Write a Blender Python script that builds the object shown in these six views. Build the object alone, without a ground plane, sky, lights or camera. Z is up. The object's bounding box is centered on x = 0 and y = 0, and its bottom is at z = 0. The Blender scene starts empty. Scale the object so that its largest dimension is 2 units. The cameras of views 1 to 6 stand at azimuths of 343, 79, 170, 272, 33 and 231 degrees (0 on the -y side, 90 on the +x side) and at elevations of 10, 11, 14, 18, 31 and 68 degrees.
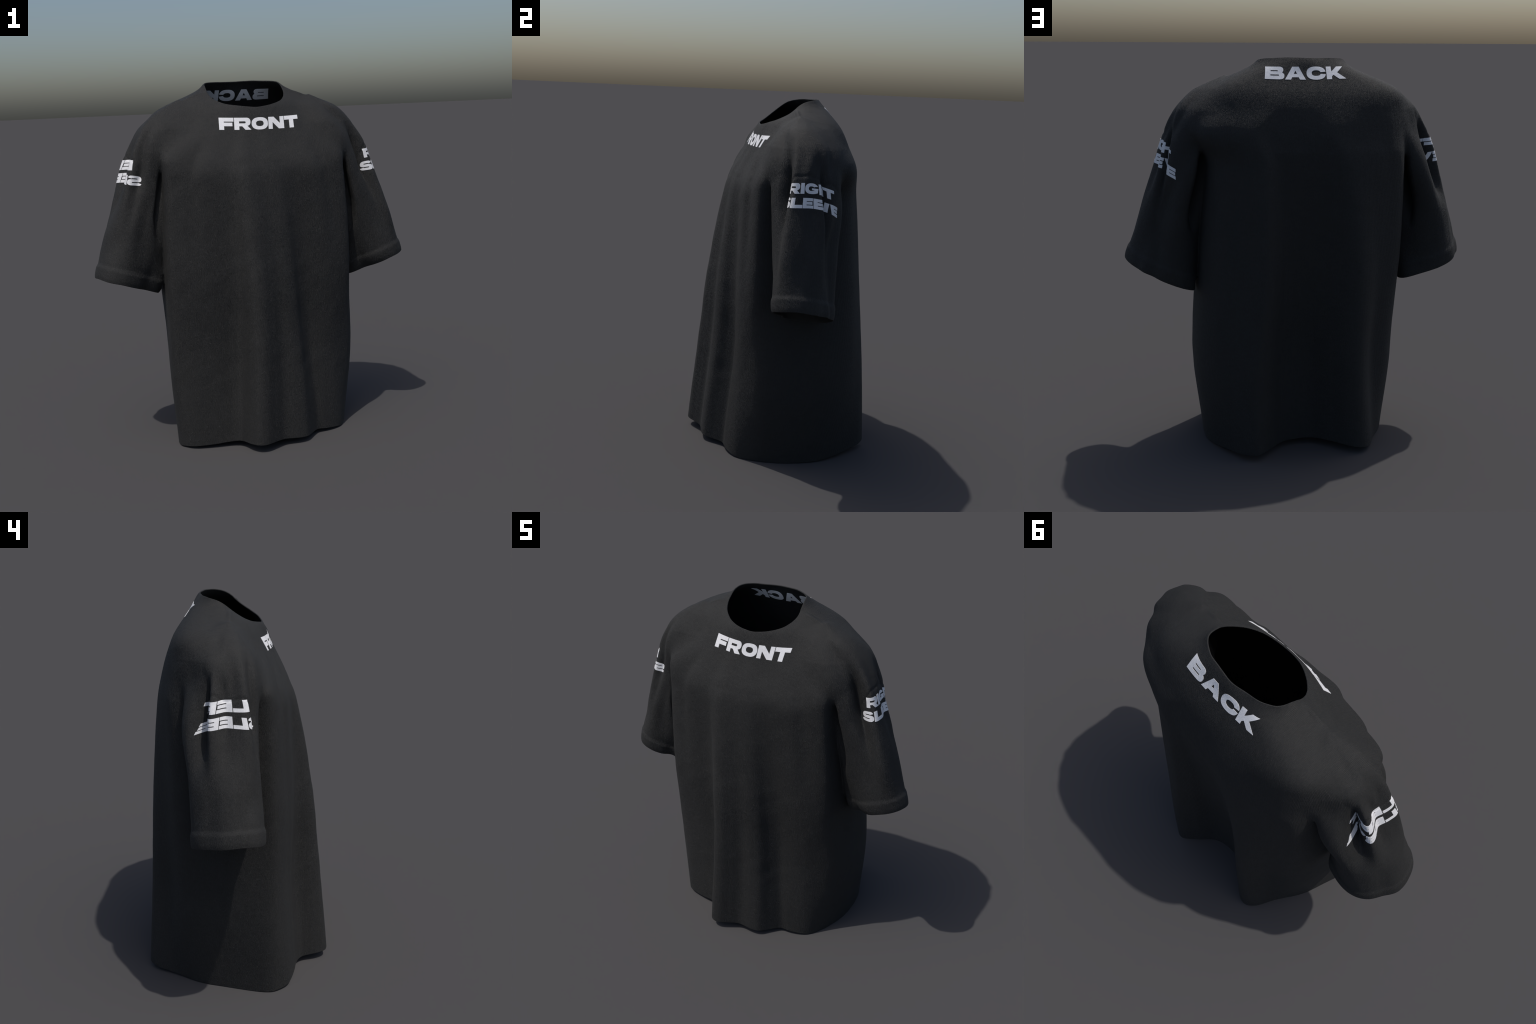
# A black, oversized, drop-shoulder T-shirt standing as if worn, with big white
# printed words on chest, nape and both sleeves.
#
# The cloth is described by profiles: stacked cross-sections of the torso and of the
# two hanging sleeves, plus the curves of its open edges (neck, hem, cuffs).  The
# three tubes are blended like soft clay at the shoulders, meshed, trimmed along the
# open edges, given a thickness and split into garment parts.
import math
import bpy
import bmesh
import numpy as np
from mathutils import Vector

CLOTH = 0.007            # cloth thickness
CELL = 0.0085            # mesh size
CENTRE_Y = 0.03          # axis of the torso

# ------------------------------------------------------------------ profiles
# height :  half width, back depth, front depth, back squareness, front squareness, shear, centre
TORSO_LEVELS = [
    (0, dict(half_width=0.485, back=0.476, front=0.294, square_back=5.53, square_front=4.58, skew=-0.099, centre=-0.013)),
    (0.5, dict(half_width=0.527, back=0.444, front=0.267, square_back=4.63, square_front=5.14, skew=-0.126, centre=-0.003)),
    (1, dict(half_width=0.529, back=0.410, front=0.297, square_back=4.03, square_front=5.46, skew=-0.125, centre=-0.014)),
    (1.5, dict(half_width=0.516, back=0.364, front=0.299, square_back=3.56, square_front=5.09, skew=-0.073, centre=-0.016)),
    (1.65, dict(half_width=0.570, back=0.337, front=0.242, square_back=3.19, square_front=3.59, skew=0.032, centre=0.014)),
    (1.75, dict(half_width=0.535, back=0.299, front=0.205, square_back=3.13, square_front=2.12, skew=-0.055, centre=-0.001)),
    (1.83, dict(half_width=0.495, back=0.263, front=0.188, square_back=3.76, square_front=1.42, skew=-0.077, centre=-0.015)),
    (1.88, dict(half_width=0.440, back=0.227, front=0.169, square_back=4.13, square_front=1.34, skew=-0.093, centre=-0.001)),
    (1.93, dict(half_width=0.307, back=0.189, front=0.057, square_back=4.21, square_front=1.48, skew=-0.092, centre=0.019)),
    (1.98, dict(half_width=0.194, back=0.166, front=-0.064, square_back=4.05, square_front=1.66, skew=-0.079, centre=0.015)),
    (2.05, dict(half_width=0.194, back=0.094, front=-0.162, square_back=3.65, square_front=1.73, skew=-0.050, centre=0.004)),
]
FOLD_HEIGHTS = [0.02, 0.25, 0.5, 0.75, 1, 1.25, 1.55]
FOLD_DEPTH = [1.004, 0.989, 0.932, 0.762, 0.579, 0.405, 0.129]
RIGHT_SLEEVE = [
    dict(height=0.75, centre=0.775, radii=[0.203, 0.152, 0.052, 0.036, 0.123, 0.177, 0.221, 0.188, 0.151, 0.125, 0.11, 0.135, 0.212, 0.25]),
    dict(height=0.95, centre=0.735, radii=[0.177, 0.204, 0.168, 0.174, 0.193, 0.201, 0.202, 0.154, 0.121, 0.118, 0.113, 0.16, 0.201, 0.21]),
    dict(height=1.2, centre=0.690, radii=[0.174, 0.187, 0.196, 0.176, 0.171, 0.195, 0.157, 0.138, 0.119, 0.1, 0.105, 0.176, 0.194, 0.183]),
    dict(height=1.45, centre=0.608, radii=[0.184, 0.195, 0.204, 0.18, 0.154, 0.166, 0.159, 0.122, 0.13, 0.142, 0.162, 0.21, 0.201, 0.188]),
    dict(height=1.62, centre=0.552, radii=[0.178, 0.191, 0.202, 0.184, 0.142, 0.124, 0.159, 0.137, 0.141, 0.158, 0.188, 0.193, 0.192, 0.18]),
    dict(height=1.74, centre=0.495, radii=[0.15, 0.165, 0.181, 0.158, 0.109, 0.119, 0.14, 0.145, 0.158, 0.156, 0.179, 0.166, 0.162, 0.153]),
    dict(height=1.84, centre=0.430, radii=[0.102, 0.11, 0.108, 0.089, 0.081, 0.105, 0.118, 0.12, 0.113, 0.105, 0.107, 0.097, 0.095, 0.094]),
]
LEFT_SLEEVE = [
    dict(height=0.75, centre=0.775, radii=[0.185, 0.126, 0.066, 0.117, 0.168, 0.184, 0.156, 0.112, 0.084, 0.100, 0.145, 0.190, 0.230, 0.240]),
    dict(height=0.95, centre=0.735, radii=[0.192, 0.218, 0.16, 0.163, 0.182, 0.192, 0.181, 0.172, 0.151, 0.16, 0.165, 0.165, 0.175, 0.205]),
    dict(height=1.2, centre=0.690, radii=[0.176, 0.201, 0.187, 0.154, 0.164, 0.158, 0.154, 0.149, 0.144, 0.159, 0.176, 0.175, 0.170, 0.165]),
    dict(height=1.45, centre=0.608, radii=[0.166, 0.183, 0.178, 0.148, 0.142, 0.164, 0.132, 0.11, 0.154, 0.101, 0.195, 0.21, 0.164, 0.149]),
    dict(height=1.62, centre=0.552, radii=[0.151, 0.153, 0.158, 0.152, 0.15, 0.15, 0.136, 0.105, 0.147, 0.123, 0.163, 0.201, 0.189, 0.16]),
    dict(height=1.74, centre=0.495, radii=[0.123, 0.12, 0.123, 0.122, 0.131, 0.131, 0.137, 0.127, 0.149, 0.141, 0.145, 0.161, 0.162, 0.14]),
    dict(height=1.84, centre=0.430, radii=[0.071, 0.071, 0.067, 0.063, 0.065, 0.082, 0.099, 0.083, 0.059, 0.079, 0.088, 0.092, 0.097, 0.091]),
]
# hem: lower edge of the torso, hanging in soft folds (x, y, height)
HEM = [(0.522,0.011,0.000),(0.519,0.153,0.005),(0.486,0.261,0.015),(0.410,0.388,0.026),(0.350,0.467,0.035),
       (0.286,0.497,0.040),(0.212,0.434,0.040),(0.143,0.360,0.038),(0.066,0.331,0.037),(-0.025,0.332,0.039),
       (-0.120,0.397,0.041),(-0.199,0.462,0.039),(-0.261,0.482,0.034),(-0.316,0.439,0.024),(-0.365,0.328,0.011),
       (-0.442,0.186,0.001),(-0.481,0.049,0.000),(-0.516,-0.087,0.000),(-0.529,-0.181,0.002),(-0.503,-0.240,0.010),
       (-0.453,-0.283,0.016),(-0.355,-0.309,0.022),(-0.261,-0.325,0.029),(-0.215,-0.359,0.036),(-0.188,-0.440,0.042),
       (-0.157,-0.486,0.045),(-0.107,-0.492,0.045),(-0.047,-0.462,0.043),(0.013,-0.435,0.039),(0.089,-0.438,0.034),
       (0.146,-0.426,0.031),(0.198,-0.374,0.027),(0.245,-0.331,0.024),(0.297,-0.325,0.019),(0.365,-0.305,0.012),
       (0.417,-0.269,0.004),(0.469,-0.186,0.000),(0.505,-0.085,0.000)]
# neckline and the two cuff openings (x, y, height)
NECK = [(0.230,0.050,1.975),(0.215,0.116,1.993),(0.142,0.162,1.999),(0.066,0.174,2.001),(-0.010,0.183,2.000),
        (-0.079,0.168,2.000),(-0.152,0.154,1.999),(-0.210,0.111,1.992),(-0.222,0.053,1.974),(-0.213,-0.026,1.915),
        (-0.159,-0.086,1.876),(-0.074,-0.131,1.857),(0.018,-0.140,1.850),(0.112,-0.123,1.860),(0.185,-0.080,1.884),
        (0.226,-0.017,1.919)]
RIGHT_CUFF = [(0.537,0.034,0.824),(0.547,0.107,0.820),(0.594,0.156,0.834),(0.665,0.170,0.860),(0.744,0.144,0.889),
              (0.815,0.105,0.918),(0.865,0.040,0.940),(0.905,-0.023,0.961),(0.913,-0.092,0.974),(0.866,-0.153,0.963),
              (0.793,-0.188,0.946),(0.718,-0.163,0.914),(0.635,-0.109,0.879),(0.566,-0.045,0.845)]
LEFT_CUFF = [(-0.527,0.049,0.828),(-0.533,0.123,0.828),(-0.578,0.178,0.845),(-0.654,0.198,0.872),(-0.743,0.183,0.901),
             (-0.824,0.152,0.928),(-0.875,0.086,0.947),(-0.911,0.018,0.960),(-0.900,-0.068,0.966),(-0.858,-0.138,0.955),
             (-0.786,-0.168,0.937),(-0.708,-0.146,0.908),(-0.626,-0.097,0.875),(-0.560,-0.029,0.845)]


# ------------------------------------------------------------------ curve helpers
def closed_curve(points, steps=24):
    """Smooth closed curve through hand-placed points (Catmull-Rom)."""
    P = np.asarray(points, float)
    t = np.linspace(0, 1, steps, endpoint=False)[:, None]
    out = []
    for i in range(len(P)):
        a, b, c, d = P[i - 1], P[i], P[(i + 1) % len(P)], P[(i + 2) % len(P)]
        out.append(.5 * (2*b + (c - a)*t + (2*a - 5*b + 4*c - d)*t**2 + (3*b - a - 3*c + d)*t**3))
    return np.concatenate(out)


def profile(x, y, q):
    """Monotone cubic through (x, y), evaluated at q; straight beyond the ends."""
    x, y, q = np.asarray(x, float), np.asarray(y, float), np.asarray(q, float)
    tail = (1,) * (y.ndim - 1)
    h = np.diff(x).reshape(-1, *tail)
    d = np.diff(y, axis=0) / h
    m = np.zeros_like(y)
    w1, w2 = 2*h[1:] + h[:-1], h[1:] + 2*h[:-1]
    with np.errstate(all="ignore"):
        inner = (w1 + w2) / (w1 / d[:-1] + w2 / d[1:])
    m[1:-1] = np.where(d[1:] * d[:-1] > 0, inner, 0)
    m[0], m[-1] = d[0], d[-1]
    qc = np.clip(q, x[0], x[-1])
    i = np.clip(np.searchsorted(x, qc) - 1, 0, len(x) - 2)
    hs = h[i].reshape(-1, *tail)
    t = (qc - x[i]).reshape(-1, *tail) / hs
    v = ((2*t**3 - 3*t**2 + 1)*y[i] + (t**3 - 2*t**2 + t)*hs*m[i]
         + (3*t**2 - 2*t**3)*y[i + 1] + (t**3 - t**2)*hs*m[i + 1])
    qq = q.reshape(-1, *tail)
    return np.where(qq < x[0], y[0] + (qq - x[0])*m[0], np.where(qq > x[-1], y[-1] + (qq - x[-1])*m[-1], v))


def soften(table, width):
    """Gaussian smoothing of a column or table along the height."""
    n = int(3*width / .006) + 1
    k = np.exp(-.5*(np.arange(-n, n + 1)*.006 / width)**2)
    k /= k.sum()
    pad = np.concatenate([np.repeat(table[:1], n, 0) + (table[:1] - table[1:2])*0, table, np.repeat(table[-1:], n, 0)])
    return sum(w*pad[i:i + len(table)] for i, w in enumerate(k))


def smooth_step(t):
    t = np.clip(t, 0, 1)
    return t*t*(3 - 2*t)


TURN = np.linspace(-np.pi, np.pi, 721)
LAYERS = np.arange(-.3, 2.3, .006)


def around(points, cx, cy, values=None):
    """Radius (or another value) of a closed curve as a function of the angle."""
    a = np.arctan2(points[:, 1] - cy, points[:, 0] - cx)
    r = np.hypot(points[:, 0] - cx, points[:, 1] - cy) if values is None else values
    s = np.argsort(a)
    return np.interp(TURN, a[s], r[s], period=2*np.pi)


class Tube:
    """A stack of horizontal sections r(angle, height); calling it gives a near-distance."""

    def __init__(self, R, cx, cy, skew=None):
        self.R, self.cx, self.cy, self.skew = R, cx, cy, skew
        self.Rz = np.gradient(R, LAYERS[1] - LAYERS[0], axis=0)
        self.Rt = np.gradient(R, TURN[1] - TURN[0], axis=1)

    def __call__(self, x, y, z):
        i = np.clip((z - LAYERS[0]) / (LAYERS[1] - LAYERS[0]), 0, len(LAYERS) - 1.001)
        i0 = i.astype(int)
        u = i - i0
        lerp = lambda A: A[i0]*(1 - u) + A[i0 + 1]*u
        X, Y = x - lerp(self.cx), y - self.cy
        if self.skew is not None:
            X = X - Y*lerp(self.skew)
        rho = np.hypot(X, Y)
        a = np.clip((np.arctan2(Y, X) + np.pi) / (2*np.pi) * 720, 0, 719.999)
        j0 = a.astype(int)
        v = a - j0
        flat = lambda A: ((A[i0, j0]*(1 - v) + A[i0, j0 + 1]*v)*(1 - u)
                          + (A[i0 + 1, j0]*(1 - v) + A[i0 + 1, j0 + 1]*v)*u)
        slope = flat(self.Rz)**2 + np.minimum((flat(self.Rt) / np.maximum(rho, .1))**2, 4)
        return (rho - flat(self.R)) / np.sqrt(1 + slope)


# corner ridges of the body: angle of the ridge, angle of the valley, depth, lower end
BODY_CREASES = [(-157, -146, .022, .30), (-27, -37, .020, .70), (27, 38, .005, .80), (151, 141, .005, .80)]


def make_torso():
    zs = [z for z, _ in TORSO_LEVELS]
    col = {k: soften(profile(zs, [lv[k] for _, lv in TORSO_LEVELS], LAYERS), .032) for k in TORSO_LEVELS[0][1]}
    wide, back, front = (np.maximum(col[k], .02)[:, None] for k in ("half_width", "back", "front"))
    c, s = np.abs(np.cos(TURN))[None], np.sin(TURN)[None]
    depth = np.where(s > 0, back, front)
    n = np.where(s > 0, col["square_back"][:, None], col["square_front"][:, None])
    c = np.where(s > 0, c, np.sqrt(c**2 + .09*np.minimum(1, -s)**2))      # no crease down the middle of the chest
    base = ((c / wide)**n + (np.abs(s) / depth)**n)**(-1 / n)
    # the folds of the hem run straight up and die out below the armpits
    k = np.argmin(abs(LAYERS - .02))
    hem = closed_curve(HEM)[:, :2].copy()
    hem[:, 0] -= col["skew"][k] * (hem[:, 1] - CENTRE_Y) + col["centre"][k]
    fold = around(hem, 0, CENTRE_Y) - base[k]
    reach = profile(FOLD_HEIGHTS, FOLD_DEPTH, LAYERS)[:, None]
    reach = np.where(LAYERS[:, None] > FOLD_HEIGHTS[-1], FOLD_DEPTH[-1] * np.cos(np.clip((LAYERS[:, None] - FOLD_HEIGHTS[-1]) / .3, 0, 1)*np.pi/2)**2, reach)
    # the folds at the right front start low, just above the hem; all of them wander a little
    low = np.exp(-((np.degrees(TURN)[None] + 58) / 20)**2)
    reach = reach*(1 - low*smooth_step((LAYERS[:, None] - .05) / 1.0)*.6)
    wander = .035*np.sin(LAYERS*4.3 + .6) * np.clip(LAYERS, 0, .5)
    swing = np.array([np.interp(TURN + w, TURN, row) for w, row in zip(wander, np.broadcast_to(fold[None], (len(LAYERS), len(TURN))))])
    base = base + reach*swing
    # upright ridges at the four corners of the body, each with a valley on its inner side
    deg = np.degrees(TURN)[None]
    for ridge, valley, depth, end in BODY_CREASES:
        fade = np.interp(LAYERS, [end, end + .35, 1.42, 1.58, 1.72], [0, .5, 1, 1, 0])[:, None]
        base += soften(fade, .03)*depth*(.7*np.exp(-((deg - ridge) / 4.5)**2) - np.exp(-((deg - valley) / 5)**2))
    tube = Tube(base, col["centre"], CENTRE_Y, col["skew"])
    # pull the collar onto the neckline curve
    ring = closed_curve(NECK)
    i = np.clip(np.searchsorted(LAYERS, ring[:, 2]), 0, len(LAYERS) - 1)
    sheared = ring[:, :2].copy()
    sheared[:, 0] -= col["centre"][i] + col["skew"][i]*(ring[:, 1] - CENTRE_Y)
    want = around(sheared, 0, CENTRE_Y)
    at = around(sheared, 0, CENTRE_Y, ring[:, 2])
    row = (at - LAYERS[0]) / (LAYERS[1] - LAYERS[0])
    r0 = row.astype(int)
    cols = np.arange(len(TURN))
    have = tube.R[r0, cols]*(1 - row + r0) + tube.R[r0 + 1, cols]*(row - r0)
    gap = want - have
    pull = np.exp(-((LAYERS[:, None] - at[None]) / .045)**2) * gap[None]
    return Tube(tube.R + pull, col["centre"], CENTRE_Y, col["skew"])


# creases down the outside of each sleeve: a ridge with a valley behind it.
# "way" is the side the valley lies on, "gap" and "width" its place and spread in
# degrees; the rows give height, angle of the ridge, depth of the valley.
RIGHT_CREASES = [
    dict(way=-1, gap=21, width=11, rows=[(.8, -52, 0), (1.0, -50, .002), (1.22, -47, .008), (1.38, -45, .034), (1.50, -43, .062), (1.60, -40, .046), (1.68, -36, .018), (1.78, -30, 0)]),
    dict(way=1, gap=13, width=8.5, rows=[(.8, 50, 0), (1.0, 46, .002), (1.22, 40, .006), (1.38, 33, .024), (1.50, 25, .044), (1.60, 18, .036), (1.68, 13, .014), (1.78, 8, 0)]),
]
LEFT_CREASES = [
    dict(way=-1, gap=22, width=12, rows=[(.8, -52, 0), (1.0, -50, 0), (1.22, -46, .002), (1.38, -43, .014), (1.50, -41, .036), (1.60, -38, .026), (1.68, -34, .012), (1.78, -28, 0)]),
    dict(way=1, gap=17, width=9.5, rows=[(.8, 52, 0), (1.0, 50, 0), (1.22, 46, .002), (1.38, 39, .011), (1.50, 32, .046), (1.60, 24, .042), (1.68, 17, .020), (1.78, 10, 0)]),
]


def crease_relief(creases, front_tuck):
    deg = np.degrees(TURN)[None]
    relief = np.zeros((len(LAYERS), len(TURN)))
    for c in creases:
        hs = [r[0] for r in c["rows"]]
        z = np.clip(LAYERS, hs[0], hs[-1])
        ang = profile(hs, [r[1] for r in c["rows"]], z)[:, None]
        amp = profile(hs, [r[2] for r in c["rows"]], z)[:, None]
        past = (deg - ang)*c["way"]
        relief += amp*(.16*np.exp(-((past + 4) / 9)**2) - np.exp(-((past - c["gap"]) / c["width"])**2))
    # gathers radiating over the sleeve head
    window = np.exp(-((LAYERS - 1.66) / .075)**2)[:, None] * np.exp(-((deg + 2) / 60)**2)
    relief += .0085*window*np.cos(np.radians(deg*11 + 40*np.sin(LAYERS[:, None]*9)))
    # the tuck between sleeve and body, in front of and behind the armpit
    tuck = soften(np.interp(LAYERS, [1.12, 1.30, 1.5, 1.59], [0, .8, 1, 0])[:, None], .012)
    where = np.interp(LAYERS, [1.0, 1.15, 1.3, 1.45, 1.56], [140, 134, 126, 119, 114])[:, None]
    relief -= tuck*(.115*np.exp(-((deg - where) / 7.5)**2) + front_tuck*np.exp(-((deg + where) / 7.5)**2))
    return relief


def make_sleeve(levels, creases, front_tuck):
    levels = levels + [dict(height=1.90, centre=.39, radii=[0.0]*14), dict(height=1.96, centre=.36, radii=[-.06]*14)]
    zs, R = [lv["height"] for lv in levels], []
    for lv in levels:
        ring = closed_curve(np.array(lv["radii"])[:, None], 40)[:, 0]
        R.append(np.interp(TURN, np.linspace(-np.pi, np.pi, len(ring), endpoint=False), ring, period=2*np.pi))
    radii = soften(profile(zs, np.array(R), LAYERS), .022)
    # the inner side lies against the torso below the armpit
    flat = np.exp(-((np.abs(np.degrees(TURN)) - 180) / 28)**2)[None]
    radii = radii + np.interp(LAYERS, [.9, 1.05, 1.25, 1.5], [0, .03, .06, 0])[:, None]*flat + crease_relief(creases, front_tuck)
    return Tube(radii, profile(zs, [lv["centre"] for lv in levels], LAYERS), .01)


TORSO, RIGHT, LEFT = make_torso(), make_sleeve(RIGHT_SLEEVE, RIGHT_CREASES, .07), make_sleeve(LEFT_SLEEVE, LEFT_CREASES, .05)
_hem, _neck = closed_curve(HEM), closed_curve(NECK)
HEM_Z = around(_hem, 0, CENTRE_Y, _hem[:, 2])
NECK_R = around(_neck, 0, CENTRE_Y)


def cuff_rim(curve, flip):
    c = closed_curve(curve)
    cx, cy = c[:, 0].mean(), c[:, 1].mean()
    a = np.c_[np.ones(len(c)), c[:, 0], c[:, 1]]
    plane = np.linalg.lstsq(a, c[:, 2], rcond=None)[0]
    rest = c[:, 2] - a @ plane
    return cx, cy, plane, around(c, cx, cy, rest)


CUFFS = {1: cuff_rim(RIGHT_CUFF, 1), -1: cuff_rim(LEFT_CUFF, -1)}


def at_angle(table, x, y, cx=0.0, cy=CENTRE_Y):
    return np.interp(np.arctan2(y - cy, x - cx), TURN, table)


def above_cuff(side, x, y, z):
    cx, cy, plane, rest = CUFFS[side]
    return (z - (plane[0] + plane[1]*x + plane[2]*y + at_angle(rest, x, y, cx, cy))) * .94


def armhole(side, x, z):
    """Distance past the armhole seam, growing towards the cuff."""
    return (side*x - .70)*.865 - (z - 1.635)*.5


def sleeve_field(side, x, y, z):
    f = (RIGHT if side > 0 else LEFT)(side*x, y, z)
    up = above_cuff(side, x, y, z)
    # turned-up cuff: a soft roll that curls in at its lower edge
    roll = smooth_step((.086 - up) / .030) * smooth_step((up + .03) / .055)
    f = f - .0065*roll
    # a narrow gap keeps the cuff clear of the torso; higher up they meet
    gap = np.interp(up, [.05, .14], [.017, -.08])
    f = np.maximum(f, gap - TORSO(x, y, z))
    return np.where(up < -.03, np.maximum(f, -.03 - up), f)


def soft_union(a, b, k):
    h = np.maximum(k - np.abs(a - b), 0) / k
    return np.minimum(a, b) - h*h*k*.25


def blend_width(z):
    return np.interp(z, [1.2, 1.4, 1.55, 1.65, 1.75, 1.85, 1.92], [.010, .014, .025, .05, .09, .07, .03])


def fields(x, y, z):
    body = TORSO(x, y, z)
    arm = np.full(x.shape, 9.0)
    for side in (1, -1):
        near = side*x > .2
        arm[near] = sleeve_field(side, x[near], y[near], z[near])
    return body, arm


def ripple(x, y, z):
    """Small slack wrinkles of the cloth, strongest on the sleeves and shoulders."""
    w = (np.sin(23*x + 7*np.sin(5*z + 3*y) + 1.3) * np.sin(19*y + 4*z + 2*np.sin(9*x)) * .5
         + .5*np.sin(31*y + 13*x + 5*np.sin(6*z)))
    return w


def slack(x, y, z):
    """Broad uneven lumps where the jersey hangs loose."""
    return (.5*np.sin(17*x + 4*np.sin(7*z) + 2) * np.cos(13*z + 3*np.sin(6*x + 9*y))
            + .35*np.sin(29*x - 21*z + 3*np.sin(11*z + 5*y)) * np.sin(8*y + 11*z)
            + .25*np.sin(41*z + 9*np.sin(8*x) + 5*y) * np.sin(25*x + 1))


def cloth(x, y, z):
    body, arm = fields(x, y, z)
    f = soft_union(body, arm, blend_width(z))
    side = np.where(x > 0, 1, -1)
    s = armhole(side, x, z)
    seam = np.exp(-(s / .007)**2) * smooth_step((z - 1.50) / .08) * smooth_step((np.abs(x) - .5) / .06)
    f = f + .003*seam
    f = f + .0012*ripple(x, y, z) * smooth_step((np.abs(x) - .35) / .2) * smooth_step((z - .8) / .2)
    f = f + (.0013 - .0008*smooth_step((y - .1) / .1))*slack(x, y, z) * smooth_step((z - .1) / .4)
    return f


# ------------------------------------------------------------------ surface
def gradient(P, e=.002):
    g = np.empty_like(P)
    for a in range(3):
        d = np.zeros(3)
        d[a] = e
        g[:, a] = (cloth(*(P + d).T) - cloth(*(P - d).T)) / (2*e)
    return g


def mesh_cloth():
    """Quad mesh of the zero level of cloth(): one vertex per crossed cell."""
    xs, ys, zs = np.arange(-1.0, 1.001, CELL), np.arange(-.56, .581, CELL), np.arange(-.045, 2.09, CELL)
    F = np.empty((len(xs), len(ys), len(zs)), np.float32)
    X, Y = np.meshgrid(xs, ys, indexing="ij")
    for k in range(0, len(zs), 8):
        zz = zs[k:k + 8]
        shape = X.shape + (len(zz),)
        x = np.broadcast_to(X[..., None], shape).ravel()
        y = np.broadcast_to(Y[..., None], shape).ravel()
        z = np.broadcast_to(zz, shape).ravel()
        F[:, :, k:k + 8] = cloth(x, y, z).reshape(shape)
    S = F < 0
    n = tuple(d - 1 for d in F.shape)
    count = np.zeros(n, np.int8)
    for c in np.ndindex(2, 2, 2):
        count += S[c[0]:c[0] + n[0], c[1]:c[1] + n[1], c[2]:c[2] + n[2]]
    active = (count > 0) & (count < 8)
    ids = np.full(n, -1)
    cells = np.argwhere(active)
    ids[active] = np.arange(len(cells))
    P, hits = np.zeros((len(cells), 3)), np.zeros(len(cells))
    for axis in range(3):
        for o in np.ndindex(2, 2):
            c0 = np.insert(np.array(o), axis, 0)
            c1 = c0.copy()
            c1[axis] = 1
            f0, f1 = F[tuple((cells + c0).T)], F[tuple((cells + c1).T)]
            cross = (f0 < 0) != (f1 < 0)
            t = np.where(cross, f0 / np.where(cross, f0 - f1, 1), 0)
            p = cells + c0 + t[:, None]*(c1 - c0)
            P[cross] += p[cross]
            hits += cross
    P = P / hits[:, None] * CELL + np.array([xs[0], ys[0], zs[0]])
    quads = []
    for axis in range(3):
        b, c = (axis + 1) % 3, (axis + 2) % 3
        lo = [slice(1, -1)]*3
        hi = [slice(1, -1)]*3
        lo[axis], hi[axis] = slice(0, -1), slice(1, None)
        s0, s1 = S[tuple(lo)], S[tuple(hi)]
        for flip, where in ((False, s0 & ~s1), (True, ~s0 & s1)):
            e = np.argwhere(where)
            shift = np.ones(3, int)
            shift[axis] = 0
            e = e + shift
            ring = []
            for db, dc in ((0, 0), (-1, 0), (-1, -1), (0, -1)):
                q = e.copy()
                q[:, b] += db
                q[:, c] += dc
                ring.append(ids[tuple(q.T)])
            ring = np.stack(ring, 1)
            quads.append(ring[:, ::-1] if flip else ring)
    Q = np.concatenate(quads)
    Q = Q[(Q >= 0).all(1)]
    for _ in range(2):                                  # relax, then settle on the surface
        acc, deg = np.zeros_like(P), np.zeros(len(P))
        for i in range(4):
            a, b = Q[:, i], Q[:, (i + 1) % 4]
            np.add.at(acc, a, P[b]); np.add.at(acc, b, P[a])
            np.add.at(deg, a, 1); np.add.at(deg, b, 1)
        P = np.where(deg[:, None] > 0, .5*P + .5*acc / np.maximum(deg, 1)[:, None], P)
        for _ in range(2):
            g = gradient(P)
            step = cloth(*P.T)[:, None] * g / np.maximum((g*g).sum(1), .2)[:, None]
            P = P - np.clip(step, -.01, .01)
    return P, np.concatenate([Q[:, [0, 1, 2]], Q[:, [0, 2, 3]]])


def trim(P, T, g):
    """Keep the part of the triangle mesh where g > 0, cutting through triangles."""
    snap = np.abs(g) < .0012
    g = np.where(snap, 0.0, g)
    inside = g >= 0
    n = inside[T].sum(1)
    keep = [T[n == 3]]
    cut = T[(n == 1) | (n == 2)]
    m = inside[cut].sum(1)
    odd = np.where(m == 1, inside[cut].argmax(1), (~inside[cut]).argmax(1))
    A = np.take_along_axis(cut, odd[:, None], 1)[:, 0]
    B = np.take_along_axis(cut, ((odd + 1) % 3)[:, None], 1)[:, 0]
    C = np.take_along_axis(cut, ((odd + 2) % 3)[:, None], 1)[:, 0]
    pairs = np.sort(np.concatenate([np.stack([A, B], 1), np.stack([A, C], 1)]), 1)
    uniq, inv = np.unique(pairs, axis=0, return_inverse=True)
    inv = inv.ravel()
    t = g[uniq[:, 0]] / (g[uniq[:, 0]] - g[uniq[:, 1]])
    new = P[uniq[:, 0]] + t[:, None]*(P[uniq[:, 1]] - P[uniq[:, 0]])
    ab, ac = inv[:len(A)] + len(P), inv[len(A):] + len(P)
    one = m == 1
    keep.append(np.stack([A, ab, ac], 1)[one])
    two = ~one
    keep.append(np.stack([ab, B, C], 1)[two])
    keep.append(np.stack([ab, C, ac], 1)[two])
    T2, P2 = np.concatenate(keep), np.concatenate([P, new])
    # weld cut points that fell on existing corners, drop slivers and unused points
    key = np.round(P2 / 2e-5).astype(np.int64)
    _, first, back = np.unique(key, axis=0, return_index=True, return_inverse=True)
    T2 = first[back.ravel()][T2]
    T2 = T2[(T2[:, 0] != T2[:, 1]) & (T2[:, 1] != T2[:, 2]) & (T2[:, 2] != T2[:, 0])]
    used, inv = np.unique(T2, return_inverse=True)
    return P2[used], inv.reshape(T2.shape)


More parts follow.
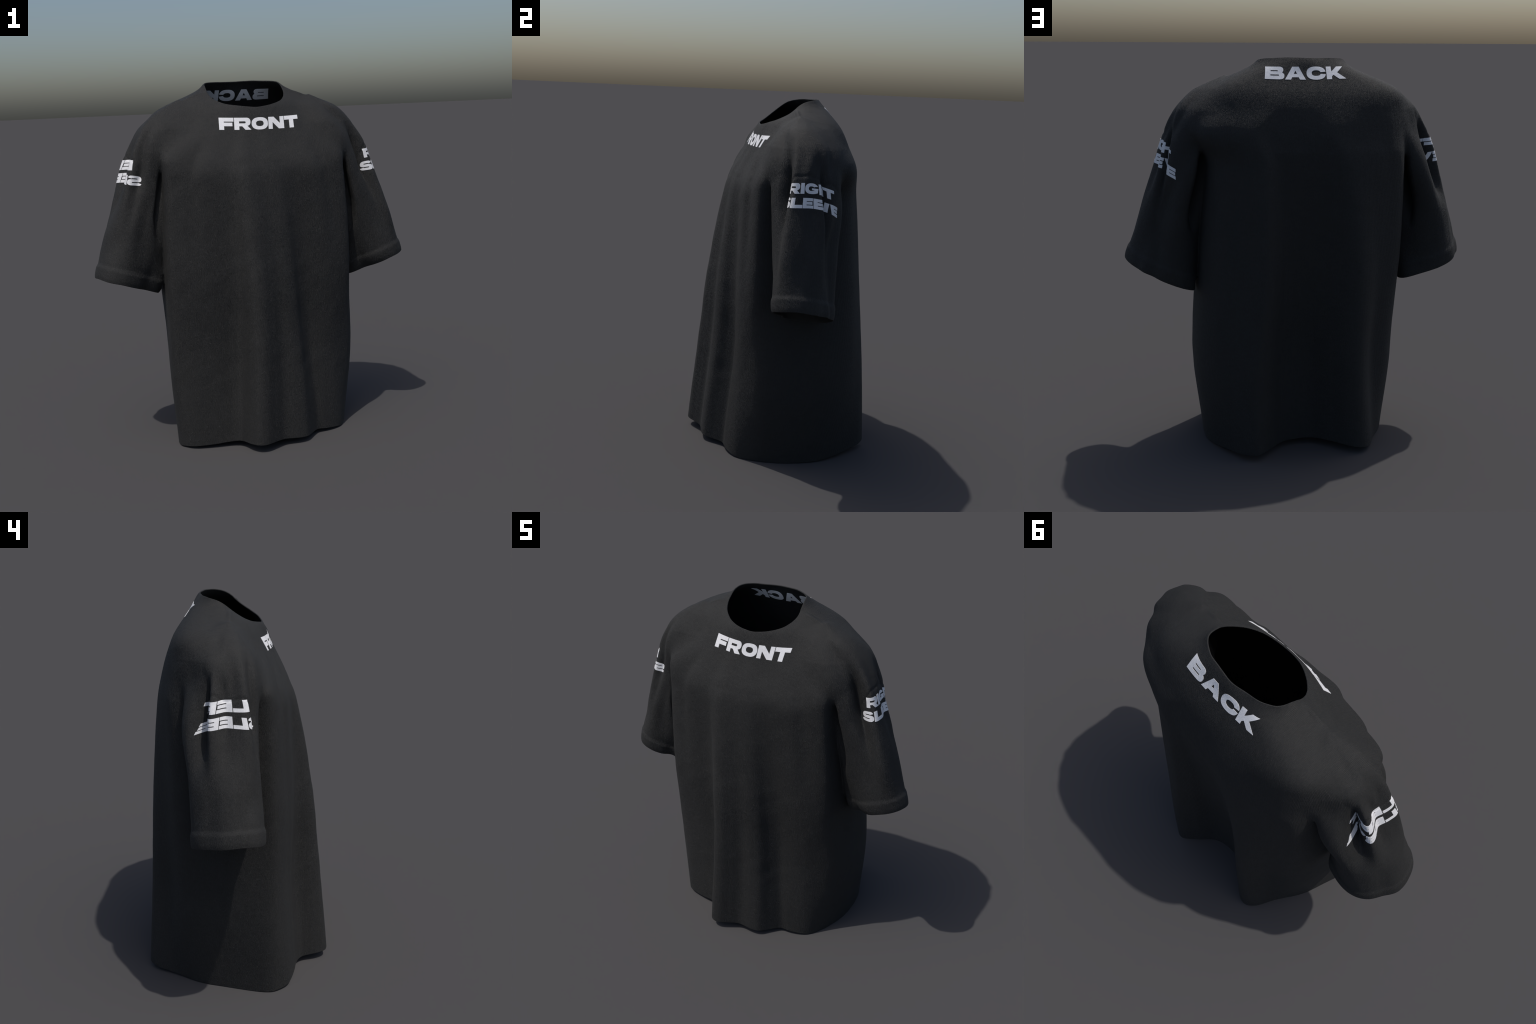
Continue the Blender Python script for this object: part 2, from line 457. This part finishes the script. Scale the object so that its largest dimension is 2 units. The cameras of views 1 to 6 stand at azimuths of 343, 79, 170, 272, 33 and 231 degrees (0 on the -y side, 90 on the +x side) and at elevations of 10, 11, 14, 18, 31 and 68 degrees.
def vertex_normals(P, T):
    n = np.cross(P[T[:, 1]] - P[T[:, 0]], P[T[:, 2]] - P[T[:, 0]])
    N = np.zeros_like(P)
    for i in range(3):
        np.add.at(N, T[:, i], n)
    return N / np.maximum(np.linalg.norm(N, axis=1), 1e-12)[:, None]


def build_shell():
    P, T = mesh_cloth()
    x, y, z = P.T
    P, T = trim(P, T, np.where(z > 1.75, (np.hypot(x, y - CENTRE_Y) - at_angle(NECK_R, x, y))*.8, 1.0))
    x, y, z = P.T
    body, arm = fields(x, y, z)
    P, T = trim(P, T, np.where((z < .3) & (body < arm), z - at_angle(HEM_Z, x, y), 1.0))
    for side in (1, -1):
        x, y, z = P.T
        body, arm = fields(x, y, z)
        P, T = trim(P, T, np.where((side*x > .5) & (arm < body) & (z < 1.15) & (z > .5), above_cuff(side, x, y, z), 1.0))
    # drop loose crumbs: keep the biggest connected piece
    label = np.arange(len(P))
    while True:
        low = label[T].min(1)
        new = label.copy()
        for i in range(3):
            np.minimum.at(new, T[:, i], low)
        new = new[new]
        if (new == label).all():
            break
        label = new
    big = np.bincount(label[T[:, 0]]).argmax()
    T = T[label[T[:, 0]] == big]
    used, inv = np.unique(T, return_inverse=True)
    return P[used], inv.reshape(T.shape)


def open_edges(T, n):
    e = np.concatenate([T[:, [0, 1]], T[:, [1, 2]], T[:, [2, 0]]])
    lone = ~np.isin(e[:, 0].astype(np.int64)*n + e[:, 1], e[:, 1].astype(np.int64)*n + e[:, 0])
    return e[lone], np.tile(np.arange(len(T)), 3)[lone]


def even_along(edges, values, times):
    """Average a quantity along the open edges."""
    values = values.copy()
    pts = np.unique(edges)
    for _ in range(times):
        acc, deg = np.zeros_like(values), np.zeros(len(values))
        for a, b in ((0, 1), (1, 0)):
            np.add.at(acc, edges[:, a], values[edges[:, b]])
            np.add.at(deg, edges[:, a], 1)
        values[pts] = .5*values[pts] + .5*acc[pts] / deg[pts, None]
    return values


P, T = build_shell()
P = even_along(open_edges(T, len(P))[0], P, 10)
g = gradient(P, .003)
N = g / np.maximum(np.linalg.norm(g, axis=1), 1e-9)[:, None]
print("shell", len(P), len(T), "lowest", P[:, 2].min(), "highest", P[:, 2].max())

# which part each triangle belongs to
mid = P[T].mean(1)
_b, _a = fields(*mid.T)
side = np.where(mid[:, 0] > 0, 1, -1)
on_sleeve = (armhole(side, mid[:, 0], mid[:, 2]) > 0) & (_a < _b + .02) & (np.abs(mid[:, 0]) > .5) & (mid[:, 2] > .7)
up = np.where(side > 0, above_cuff(1, *mid.T), above_cuff(-1, *mid.T))
part = np.where(on_sleeve, np.where(up < .083, 3, 1), 0) * 10 + np.where(on_sleeve, np.where(side > 0, 1, 0), 0)

# inner face and rounded rim, with one set of normals for the whole garment
rim, rim_owner = open_edges(T, len(P))
rim_points = np.unique(rim)
out = np.zeros_like(P)                                    # outward across the edge, in the cloth
d = P[rim[:, 1]] - P[rim[:, 0]]
o = np.cross(d, N[rim[:, 0]])
o /= np.maximum(np.linalg.norm(o, axis=1), 1e-9)[:, None]
for i in range(2):
    np.add.at(out, rim[:, i], o)
out = even_along(rim, out, 6)
out /= np.maximum(np.linalg.norm(out, axis=1), 1e-9)[:, None]
verts, normals = [P, P - CLOTH*N], [N, -N]
total = 2*len(P)
rings = [np.arange(len(P))]
for a in (math.pi*.25, math.pi*.5, math.pi*.75):
    idx = np.full(len(P), -1)
    idx[rim_points] = total + np.arange(len(rim_points))
    r = rim_points
    verts.append(P[r] - N[r]*CLOTH*(1 - math.cos(a))*.5 + out[r]*CLOTH*.5*math.sin(a))
    normals.append(N[r]*math.cos(a) + out[r]*math.sin(a))
    total += len(r)
    rings.append(idx)
rings.append(np.arange(len(P)) + len(P))
V, VN = np.concatenate(verts), np.concatenate(normals)
V[:, 2] = np.maximum(V[:, 2], 0.0)
tri = [T, T[:, ::-1] + len(P)]
tri_part = [part, part]
for r0, r1 in zip(rings[:-1], rings[1:]):
    a0, a1, b0, b1 = r0[rim[:, 0]], r0[rim[:, 1]], r1[rim[:, 0]], r1[rim[:, 1]]
    tri += [np.stack([a1, a0, b0], 1), np.stack([a1, b0, b1], 1)]
    tri_part += [part[rim_owner]]*2
TRI, TRI_PART = np.concatenate(tri), np.concatenate(tri_part)


# ------------------------------------------------------------------ materials
def node_material(name):
    m = bpy.data.materials.new(name)
    m.use_nodes = True
    return m, m.node_tree, m.node_tree.nodes["Principled BSDF"]


def knit(nt, bsdf, dark, light, strength, gloss):
    """Fine vertical jersey ribs with fuzzy flecks, as colour grain and bump."""
    new, link = nt.nodes.new, nt.links.new

    def math_node(op, a, b=None):
        n = new("ShaderNodeMath")
        n.operation = op
        for socket, value in zip(n.inputs, (a, b)):
            if value is None:
                continue
            if isinstance(value, (int, float)):
                socket.default_value = value
            else:
                link(value, socket)
        return n.outputs[0]

    def noise(scale, detail, rough, stretch):
        m = new("ShaderNodeMapping")
        m.inputs["Scale"].default_value = stretch
        link(coord.outputs["Object"], m.inputs["Vector"])
        n = new("ShaderNodeTexNoise")
        n.inputs["Scale"].default_value, n.inputs["Detail"].default_value, n.inputs["Roughness"].default_value = scale, detail, rough
        link(m.outputs[0], n.inputs["Vector"])
        return n.outputs["Fac"]

    def ribs(direction):
        w = new("ShaderNodeTexWave")
        w.wave_type, w.bands_direction, w.wave_profile = "BANDS", direction, "SIN"
        w.inputs["Scale"].default_value = 66
        w.inputs["Distortion"].default_value = 3.0
        w.inputs["Detail"].default_value = 1.0
        w.inputs["Detail Scale"].default_value = .6
        link(coord.outputs["Object"], w.inputs["Vector"])
        return w.outputs["Fac"]

    coord, geo, split = new("ShaderNodeTexCoord"), new("ShaderNodeNewGeometry"), new("ShaderNodeSeparateXYZ")
    link(geo.outputs["Normal"], split.inputs[0])
    sideways = new("ShaderNodeMapRange")
    sideways.inputs["From Min"].default_value, sideways.inputs["From Max"].default_value = .60, .76
    link(math_node("ABSOLUTE", split.outputs["X"]), sideways.inputs["Value"])
    columns = new("ShaderNodeMix")
    link(sideways.outputs[0], columns.inputs["Factor"])
    link(ribs("X"), columns.inputs["A"])
    link(ribs("Y"), columns.inputs["B"])
    fuzz = noise(210, 3, .65, (1, 1, .55))
    slub = noise(70, 3, .6, (.35, .35, 1.3))
    height = math_node("ADD", math_node("MULTIPLY", columns.outputs["Result"], .24),
                       math_node("ADD", math_node("MULTIPLY", fuzz, .62), math_node("MULTIPLY", slub, .30)))
    broad = noise(7, 3, .5, (1, 1, 1))
    tone = math_node("ADD", height, math_node("MULTIPLY", broad, .18))
    ramp = new("ShaderNodeValToRGB")
    ramp.color_ramp.elements[0].position, ramp.color_ramp.elements[1].position = .42, .88
    ramp.color_ramp.elements[0].color, ramp.color_ramp.elements[1].color = (*dark, 1), (*light, 1)
    link(tone, ramp.inputs["Fac"])
    link(ramp.outputs["Color"], bsdf.inputs["Base Color"])
    # loops and loose fibres tilt the surface: ribs sideways, fuzz in every direction
    def vector(op, a, b):
        n = new("ShaderNodeVectorMath")
        n.operation = op
        link(a, n.inputs[0])
        if isinstance(b, tuple):
            n.inputs[1].default_value = b
        else:
            link(b, n.inputs[1])
        return n.outputs[0]

    def scatter(scale, stretch, size):
        m = new("ShaderNodeMapping")
        m.inputs["Scale"].default_value = stretch
        link(coord.outputs["Object"], m.inputs["Vector"])
        n = new("ShaderNodeTexNoise")
        n.inputs["Scale"].default_value, n.inputs["Detail"].default_value, n.inputs["Roughness"].default_value = scale, 2, .6
        link(m.outputs[0], n.inputs["Vector"])
        return vector("MULTIPLY", vector("SUBTRACT", n.outputs["Color"], (.5, .5, .5)), (size, size, size))

    tilt = new("ShaderNodeCombineXYZ")
    lean = math_node("MULTIPLY", math_node("SUBTRACT", columns.outputs["Result"], .5), .9*strength)
    link(math_node("MULTIPLY", lean, math_node("SUBTRACT", 1.0, sideways.outputs[0])), tilt.inputs["X"])
    link(math_node("MULTIPLY", lean, sideways.outputs[0]), tilt.inputs["Y"])
    rough = vector("ADD", scatter(330, (1, 1, .6), 1.3*strength), scatter(90, (.5, .5, 1.3), .30*strength))
    normal = vector("ADD", vector("ADD", geo.outputs["Normal"], tilt.outputs[0]), rough)
    unit = new("ShaderNodeVectorMath")
    unit.operation = "NORMALIZE"
    link(normal, unit.inputs[0])
    link(unit.outputs[0], bsdf.inputs["Normal"])
    bsdf.inputs["Roughness"].default_value = .8
    bsdf.inputs["Specular IOR Level"].default_value = gloss


black, _nt, _b = node_material("black_jersey")
knit(_nt, _b, (.009, .009, .0088), (.021, .021, .0206), 1.0, .5)
white, _nt, _b = node_material("white_print")
knit(_nt, _b, (.72, .72, .74), (.88, .88, .90), .35, .5)


# ------------------------------------------------------------------ objects
def link_object(name, mesh, parent, material):
    ob = bpy.data.objects.new(name, mesh)
    bpy.context.scene.collection.objects.link(ob)
    ob.parent = parent
    if material:
        mesh.materials.append(material)
    return ob


shirt = bpy.data.objects.new("t_shirt", None)
bpy.context.scene.collection.objects.link(shirt)
shirt["label"] = "oversized black T-shirt with white printed side labels"
shirt["category"] = "t-shirt"


def garment_part(name, code, parent):
    f = TRI[TRI_PART == code]
    used, inv = np.unique(f, return_inverse=True)
    me = bpy.data.meshes.new(name)
    me.from_pydata(V[used].tolist(), [], inv.reshape(f.shape).tolist())
    me.polygons.foreach_set("use_smooth", [True]*len(me.polygons))
    nv = VN[used]
    me.normals_split_custom_set_from_vertices((nv / np.linalg.norm(nv, axis=1)[:, None]).tolist())
    return link_object(name, me, parent, black)


torso = garment_part("torso", 0, shirt)
sleeves = {}
for s, code in ((1, 11), (-1, 10)):
    sleeves[s] = garment_part("sleeve", code, shirt)
    garment_part("cuff", code + 20, sleeves[s])


# ------------------------------------------------------------------ lettering
# Heavy, extra-wide sans capitals drawn by rule on a height of 1.
def arc(cx, cy, rx, ry, a0, a1, n=20, power=2.4):
    """Points along a squarish ellipse from angle a0 to a1 (degrees)."""
    pts = []
    for a in np.radians(np.linspace(a0, a1, n)):
        c, s = math.cos(a), math.sin(a)
        pts.append((cx + rx*math.copysign(abs(c)**(2/power), c), cy + ry*math.copysign(abs(s)**(2/power), s)))
    return pts


def slot(x0, x1, y0, y1):
    """A counter with a straight left end and a round right end."""
    r = (y1 - y0) / 2
    return [(x0, y0)] + arc(x1 - r, (y0 + y1)/2, r, r, -90, 90, 9, 2) + [(x0, y1)]


STEM, BAR = .41, .31


def glyph(ch):
    """(width, outline, holes)"""
    if ch == "F":
        return 1.22, [(0, 0), (STEM, 0), (STEM, .30), (1.12, .30), (1.12, .60), (STEM, .60), (STEM, .68), (1.22, .68), (1.22, 1), (0, 1)], []
    if ch == "E":
        return 1.17, [(0, 0), (1.17, 0), (1.17, .29), (STEM, .29), (STEM, .365), (1.11, .365), (1.11, .635), (STEM, .635), (STEM, .71), (1.17, .71), (1.17, 1), (0, 1)], []
    if ch == "L":
        return 1.14, [(0, 0), (1.14, 0), (1.14, .32), (STEM, .32), (STEM, 1), (0, 1)], []
    if ch == "T":
        return 1.32, [(.455, 0), (.865, 0), (.865, .68), (1.32, .68), (1.32, 1), (0, 1), (0, .68), (.455, .68)], []
    if ch == "I":
        return STEM, [(0, 0), (STEM, 0), (STEM, 1), (0, 1)], []
    if ch == "H":
        return 1.40, [(0, 0), (STEM, 0), (STEM, .34), (.99, .34), (.99, 0), (1.40, 0), (1.40, 1), (.99, 1), (.99, .66), (STEM, .66), (STEM, 1), (0, 1)], []
    if ch == "N":
        return 1.45, [(0, 0), (.38, 0), (.38, .56), (.95, 0), (1.45, 0), (1.45, 1), (1.07, 1), (1.07, .44), (.50, 1), (0, 1)], []
    if ch == "V":
        return 1.50, [(.50, 0), (1.0, 0), (1.50, 1), (1.05, 1), (.75, .36), (.45, 1), (0, 1)], []
    if ch == "A":
        return 1.62, [(0, 0), (.46, 0), (.55, .18), (1.07, .18), (1.16, 0), (1.62, 0), (1.07, 1), (.55, 1)], [[(.68, .44), (.94, .44), (.81, .70)]]
    if ch == "K":
        return 1.55, [(0, 0), (STEM, 0), (STEM, .22), (.56, .34), (1.0, 0), (1.55, 0), (.88, .53), (1.40, 1), (.87, 1), (STEM, .60), (STEM, 1), (0, 1)], []
    if ch == "O":
        return 1.46, arc(.73, .5, .73, .51, 0, 360, 41)[:-1], [arc(.73, .5, .34, .23, 0, 360, 31)[:-1]]
    if ch == "C":
        return 1.56, (arc(.79, .5, .77, .51, 8, 352, 41) + [(1.14, .43)] + arc(.79, .5, .36, .22, 345, 15, 25) + [(1.14, .57)]), []
    if ch == "G":
        return 1.56, (arc(.79, .5, .77, .51, 24, 300, 36) + [(1.45, .12), (1.54, .54), (.84, .54), (.84, .37), (1.16, .37)]
                      + arc(.79, .5, .36, .22, 318, 30, 25) + [(1.12, .68)]), []
    if ch == "R":
        return 1.45, ([(0, 0), (STEM, 0), (STEM, .29), (.66, .29), (.93, 0), (1.45, 0), (1.12, .33)]
                      + arc(1.02, .66, .38, .34, -60, 90, 14) + [(0, 1)]), [slot(STEM, .98, .53, .70)]
    if ch == "B":
        return 1.50, ([(0, 0)] + arc(1.12, .275, .38, .275, -90, 60, 12) + arc(1.03, .745, .37, .255, -40, 90, 12) + [(0, 1)]), [slot(STEM, 1.08, .285, .375), slot(STEM, .98, .63, .715)]
    if ch == "S":
        upper = arc(.44, .69, .44, .32, 270, 90, 16) + arc(.96, .69, .42, .32, 90, 12, 10) + [(.98, .70)]
        upper += arc(.90, .69, .10, .06, 20, 90, 4) + arc(.50, .70, .09, .055, 90, 270, 7)
        lower = arc(.98, .31, .44, .32, 90, -90, 16) + arc(.44, .31, .44, .32, -90, -168, 10) + [(.40, .30)]
        lower += arc(.50, .31, .10, .06, 200, 270, 4) + arc(.90, .30, .09, .055, -90, 90, 7)
        return 1.42, upper + lower, []
    raise ValueError(ch)


def word_plan(word, gap=.055):
    """Flat outlines of a word scaled to 0..1 wide and 0..1 high."""
    x, contours = 0.0, []
    for ch in word:
        w, outer, holes = glyph(ch)
        contours.append([[(x + p[0], p[1]) for p in c] for c in (outer, *holes)])
        x += w + gap
    x -= gap
    return [[[(u / x, v) for u, v in c] for c in letter] for letter in contours]


def letter_mesh(contours, cut_u, cut_v):
    """Fill one letter and slice it finely so that it can follow the cloth."""
    cu = bpy.data.curves.new("outline", "CURVE")
    cu.dimensions, cu.fill_mode = "2D", "BOTH"
    for c in contours:
        sp = cu.splines.new("POLY")
        sp.points.add(len(c) - 1)
        for p, (u, v) in zip(sp.points, c):
            p.co = (u, v, 0, 1)
        sp.use_cyclic_u = True
    tmp = bpy.data.objects.new("outline", cu)
    bpy.context.scene.collection.objects.link(tmp)
    dg = bpy.context.evaluated_depsgraph_get()
    me = tmp.evaluated_get(dg).to_mesh()
    bm = bmesh.new()
    bm.from_mesh(me)
    tmp.evaluated_get(dg).to_mesh_clear()
    bpy.data.objects.remove(tmp)
    bpy.data.curves.remove(cu)
    bmesh.ops.remove_doubles(bm, verts=bm.verts, dist=1e-5)
    us = [v.co.x for v in bm.verts]
    for k in range(int(min(us) / cut_u) + 1, int(max(us) / cut_u) + 1):
        bmesh.ops.bisect_plane(bm, geom=bm.verts[:] + bm.edges[:] + bm.faces[:], plane_co=(k*cut_u, 0, 0), plane_no=(1, 0, 0))
    for k in range(1, int(1 / cut_v)):
        bmesh.ops.bisect_plane(bm, geom=bm.verts[:] + bm.edges[:] + bm.faces[:], plane_co=(0, k*cut_v, 0), plane_no=(0, 1, 0))
    bmesh.ops.triangulate(bm, faces=bm.faces[:])
    bm.verts.index_update()
    uv = np.array([v.co[:2] for v in bm.verts])
    faces = np.array([[v.index for v in f.verts] for f in bm.faces])
    bm.free()
    a, b, c = (uv[faces[:, i]] for i in range(3))
    flip = np.cross(b - a, c - a) < 0
    faces[flip] = faces[flip][:, ::-1]
    return uv, faces


def root(point, lo, hi):
    """First crossing from outside (hi) to inside (lo) along point(s); bisection after a scan."""
    n = len(lo)
    steps = np.linspace(0, 1, 60)
    s_prev = hi.copy()
    found_lo, found_hi, done = lo.copy(), hi.copy(), np.zeros(n, bool)
    for t in steps[1:]:
        s = hi + (lo - hi)*t
        hit = (cloth(*point(s).T) < 0) & ~done
        found_lo[hit], found_hi[hit] = s[hit], s_prev[hit]
        done |= hit
        s_prev = s
    for _ in range(18):
        m = .5*(found_lo + found_hi)
        neg = cloth(*point(m).T) < 0
        found_lo, found_hi = np.where(neg, m, found_lo), np.where(neg, found_hi, m)
    return point(.5*(found_lo + found_hi))


def bend(a, b, c, u):
    """Value at u of the parabola through a (u=0), b (u=.5), c (u=1)."""
    return a*(1 - u)*(1 - 2*u) + 4*b*u*(1 - u) + c*u*(2*u - 1)


def place_flat(uv, facing, left, right, top, low):
    """Words on chest and nape: straight across, followed along y onto the cloth."""
    u, v = uv.T
    x = (left[1] + (left[0] - left[1])*v)*(1 - u) + (right[1] + (right[0] - right[1])*v)*u
    z = bend(*low, u) + (bend(*top, u) - bend(*low, u))*v
    point = lambda s: np.stack([x, s, z], 1)
    return root(point, np.full(len(u), .03), np.full(len(u), .6*facing))


def place_sleeve(uv, side, front, back, top, low):
    """Words on a sleeve: wrapped round it between two angles, evenly by arc length."""
    u, v = uv.T
    zm = .5*(top[1] + low[1])
    cx = side*float(np.interp(zm, LAYERS, RIGHT.cx))
    phi = np.radians(np.linspace(front, back, 300))
    ray = lambda p, z: (lambda s: np.stack([cx + side*s*np.cos(p), .01 + s*np.sin(p), z], 1))
    ring = root(ray(phi, np.full(300, zm)), np.full(300, .02), np.full(300, .32))
    run = np.concatenate([[0], np.cumsum(np.linalg.norm(np.diff(ring, axis=0), axis=1))])
    p = np.interp(run[-1]*u, run, phi)
    z = bend(*low, u) + (bend(*top, u) - bend(*low, u))*v
    return root(ray(p, z), np.full(len(u), .02), np.full(len(u), .32))


def print_word(word, parent, place, mirrored, inside=False):
    """Thin raised print; with inside=True it also shows through on the inner face."""
    for contours in word_plan(word):
        uv, faces = letter_mesh(contours, .02, .12)
        pts = place(uv)
        gr = gradient(pts, .003)
        nrm = gr / np.linalg.norm(gr, axis=1)[:, None]
        if mirrored:
            faces = faces[:, ::-1]
        n = len(pts)
        vs, fs = [pts + .0014*nrm, pts - .0010*nrm], [faces, faces[:, ::-1] + n]
        e = np.concatenate([faces[:, [0, 1]], faces[:, [1, 2]], faces[:, [2, 0]]])
        edge = e[~np.isin(e[:, 0]*n + e[:, 1], e[:, 1]*n + e[:, 0])]
        fs += [np.stack([edge[:, 1], edge[:, 0], edge[:, 0] + n], 1), np.stack([edge[:, 1], edge[:, 0] + n, edge[:, 1] + n], 1)]
        if inside:
            vs += [pts - (CLOTH - .001)*nrm, pts - (CLOTH + .0014)*nrm]
            fs += [f + 2*n for f in fs]
        me = bpy.data.meshes.new("letter")
        me.from_pydata(np.concatenate(vs).tolist(), [], np.concatenate(fs).tolist())
        me.polygons.foreach_set("use_smooth", [False]*len(me.polygons))
        link_object("letter", me, parent, white)


print_word("FRONT", torso, lambda uv: place_flat(uv, -1, (-.200, -.208), (.258, .250), (1.800, 1.792, 1.796), (1.735, 1.727, 1.730)), False)
print_word("BACK", torso, lambda uv: place_flat(uv, 1, (.201, .212), (-.194, -.196), (1.958, 1.958, 1.959), (1.901, 1.897, 1.902)), False, True)
print_word("RIGHT", sleeves[1], lambda uv: place_sleeve(uv, 1, -44.5, 53, (1.583, 1.586, 1.548), (1.531, 1.534, 1.498)), False)
print_word("SLEEVE", sleeves[1], lambda uv: place_sleeve(uv, 1, -58, 71, (1.505, 1.513, 1.459), (1.455, 1.462, 1.406)), False)
print_word("LEFT", sleeves[-1], lambda uv: place_sleeve(uv, -1, -44, 58, (1.595, 1.591, 1.572), (1.542, 1.538, 1.519)), True)
print_word("SLEEVE", sleeves[-1], lambda uv: place_sleeve(uv, -1, -69, 61, (1.504, 1.522, 1.479), (1.454, 1.470, 1.428)), True)
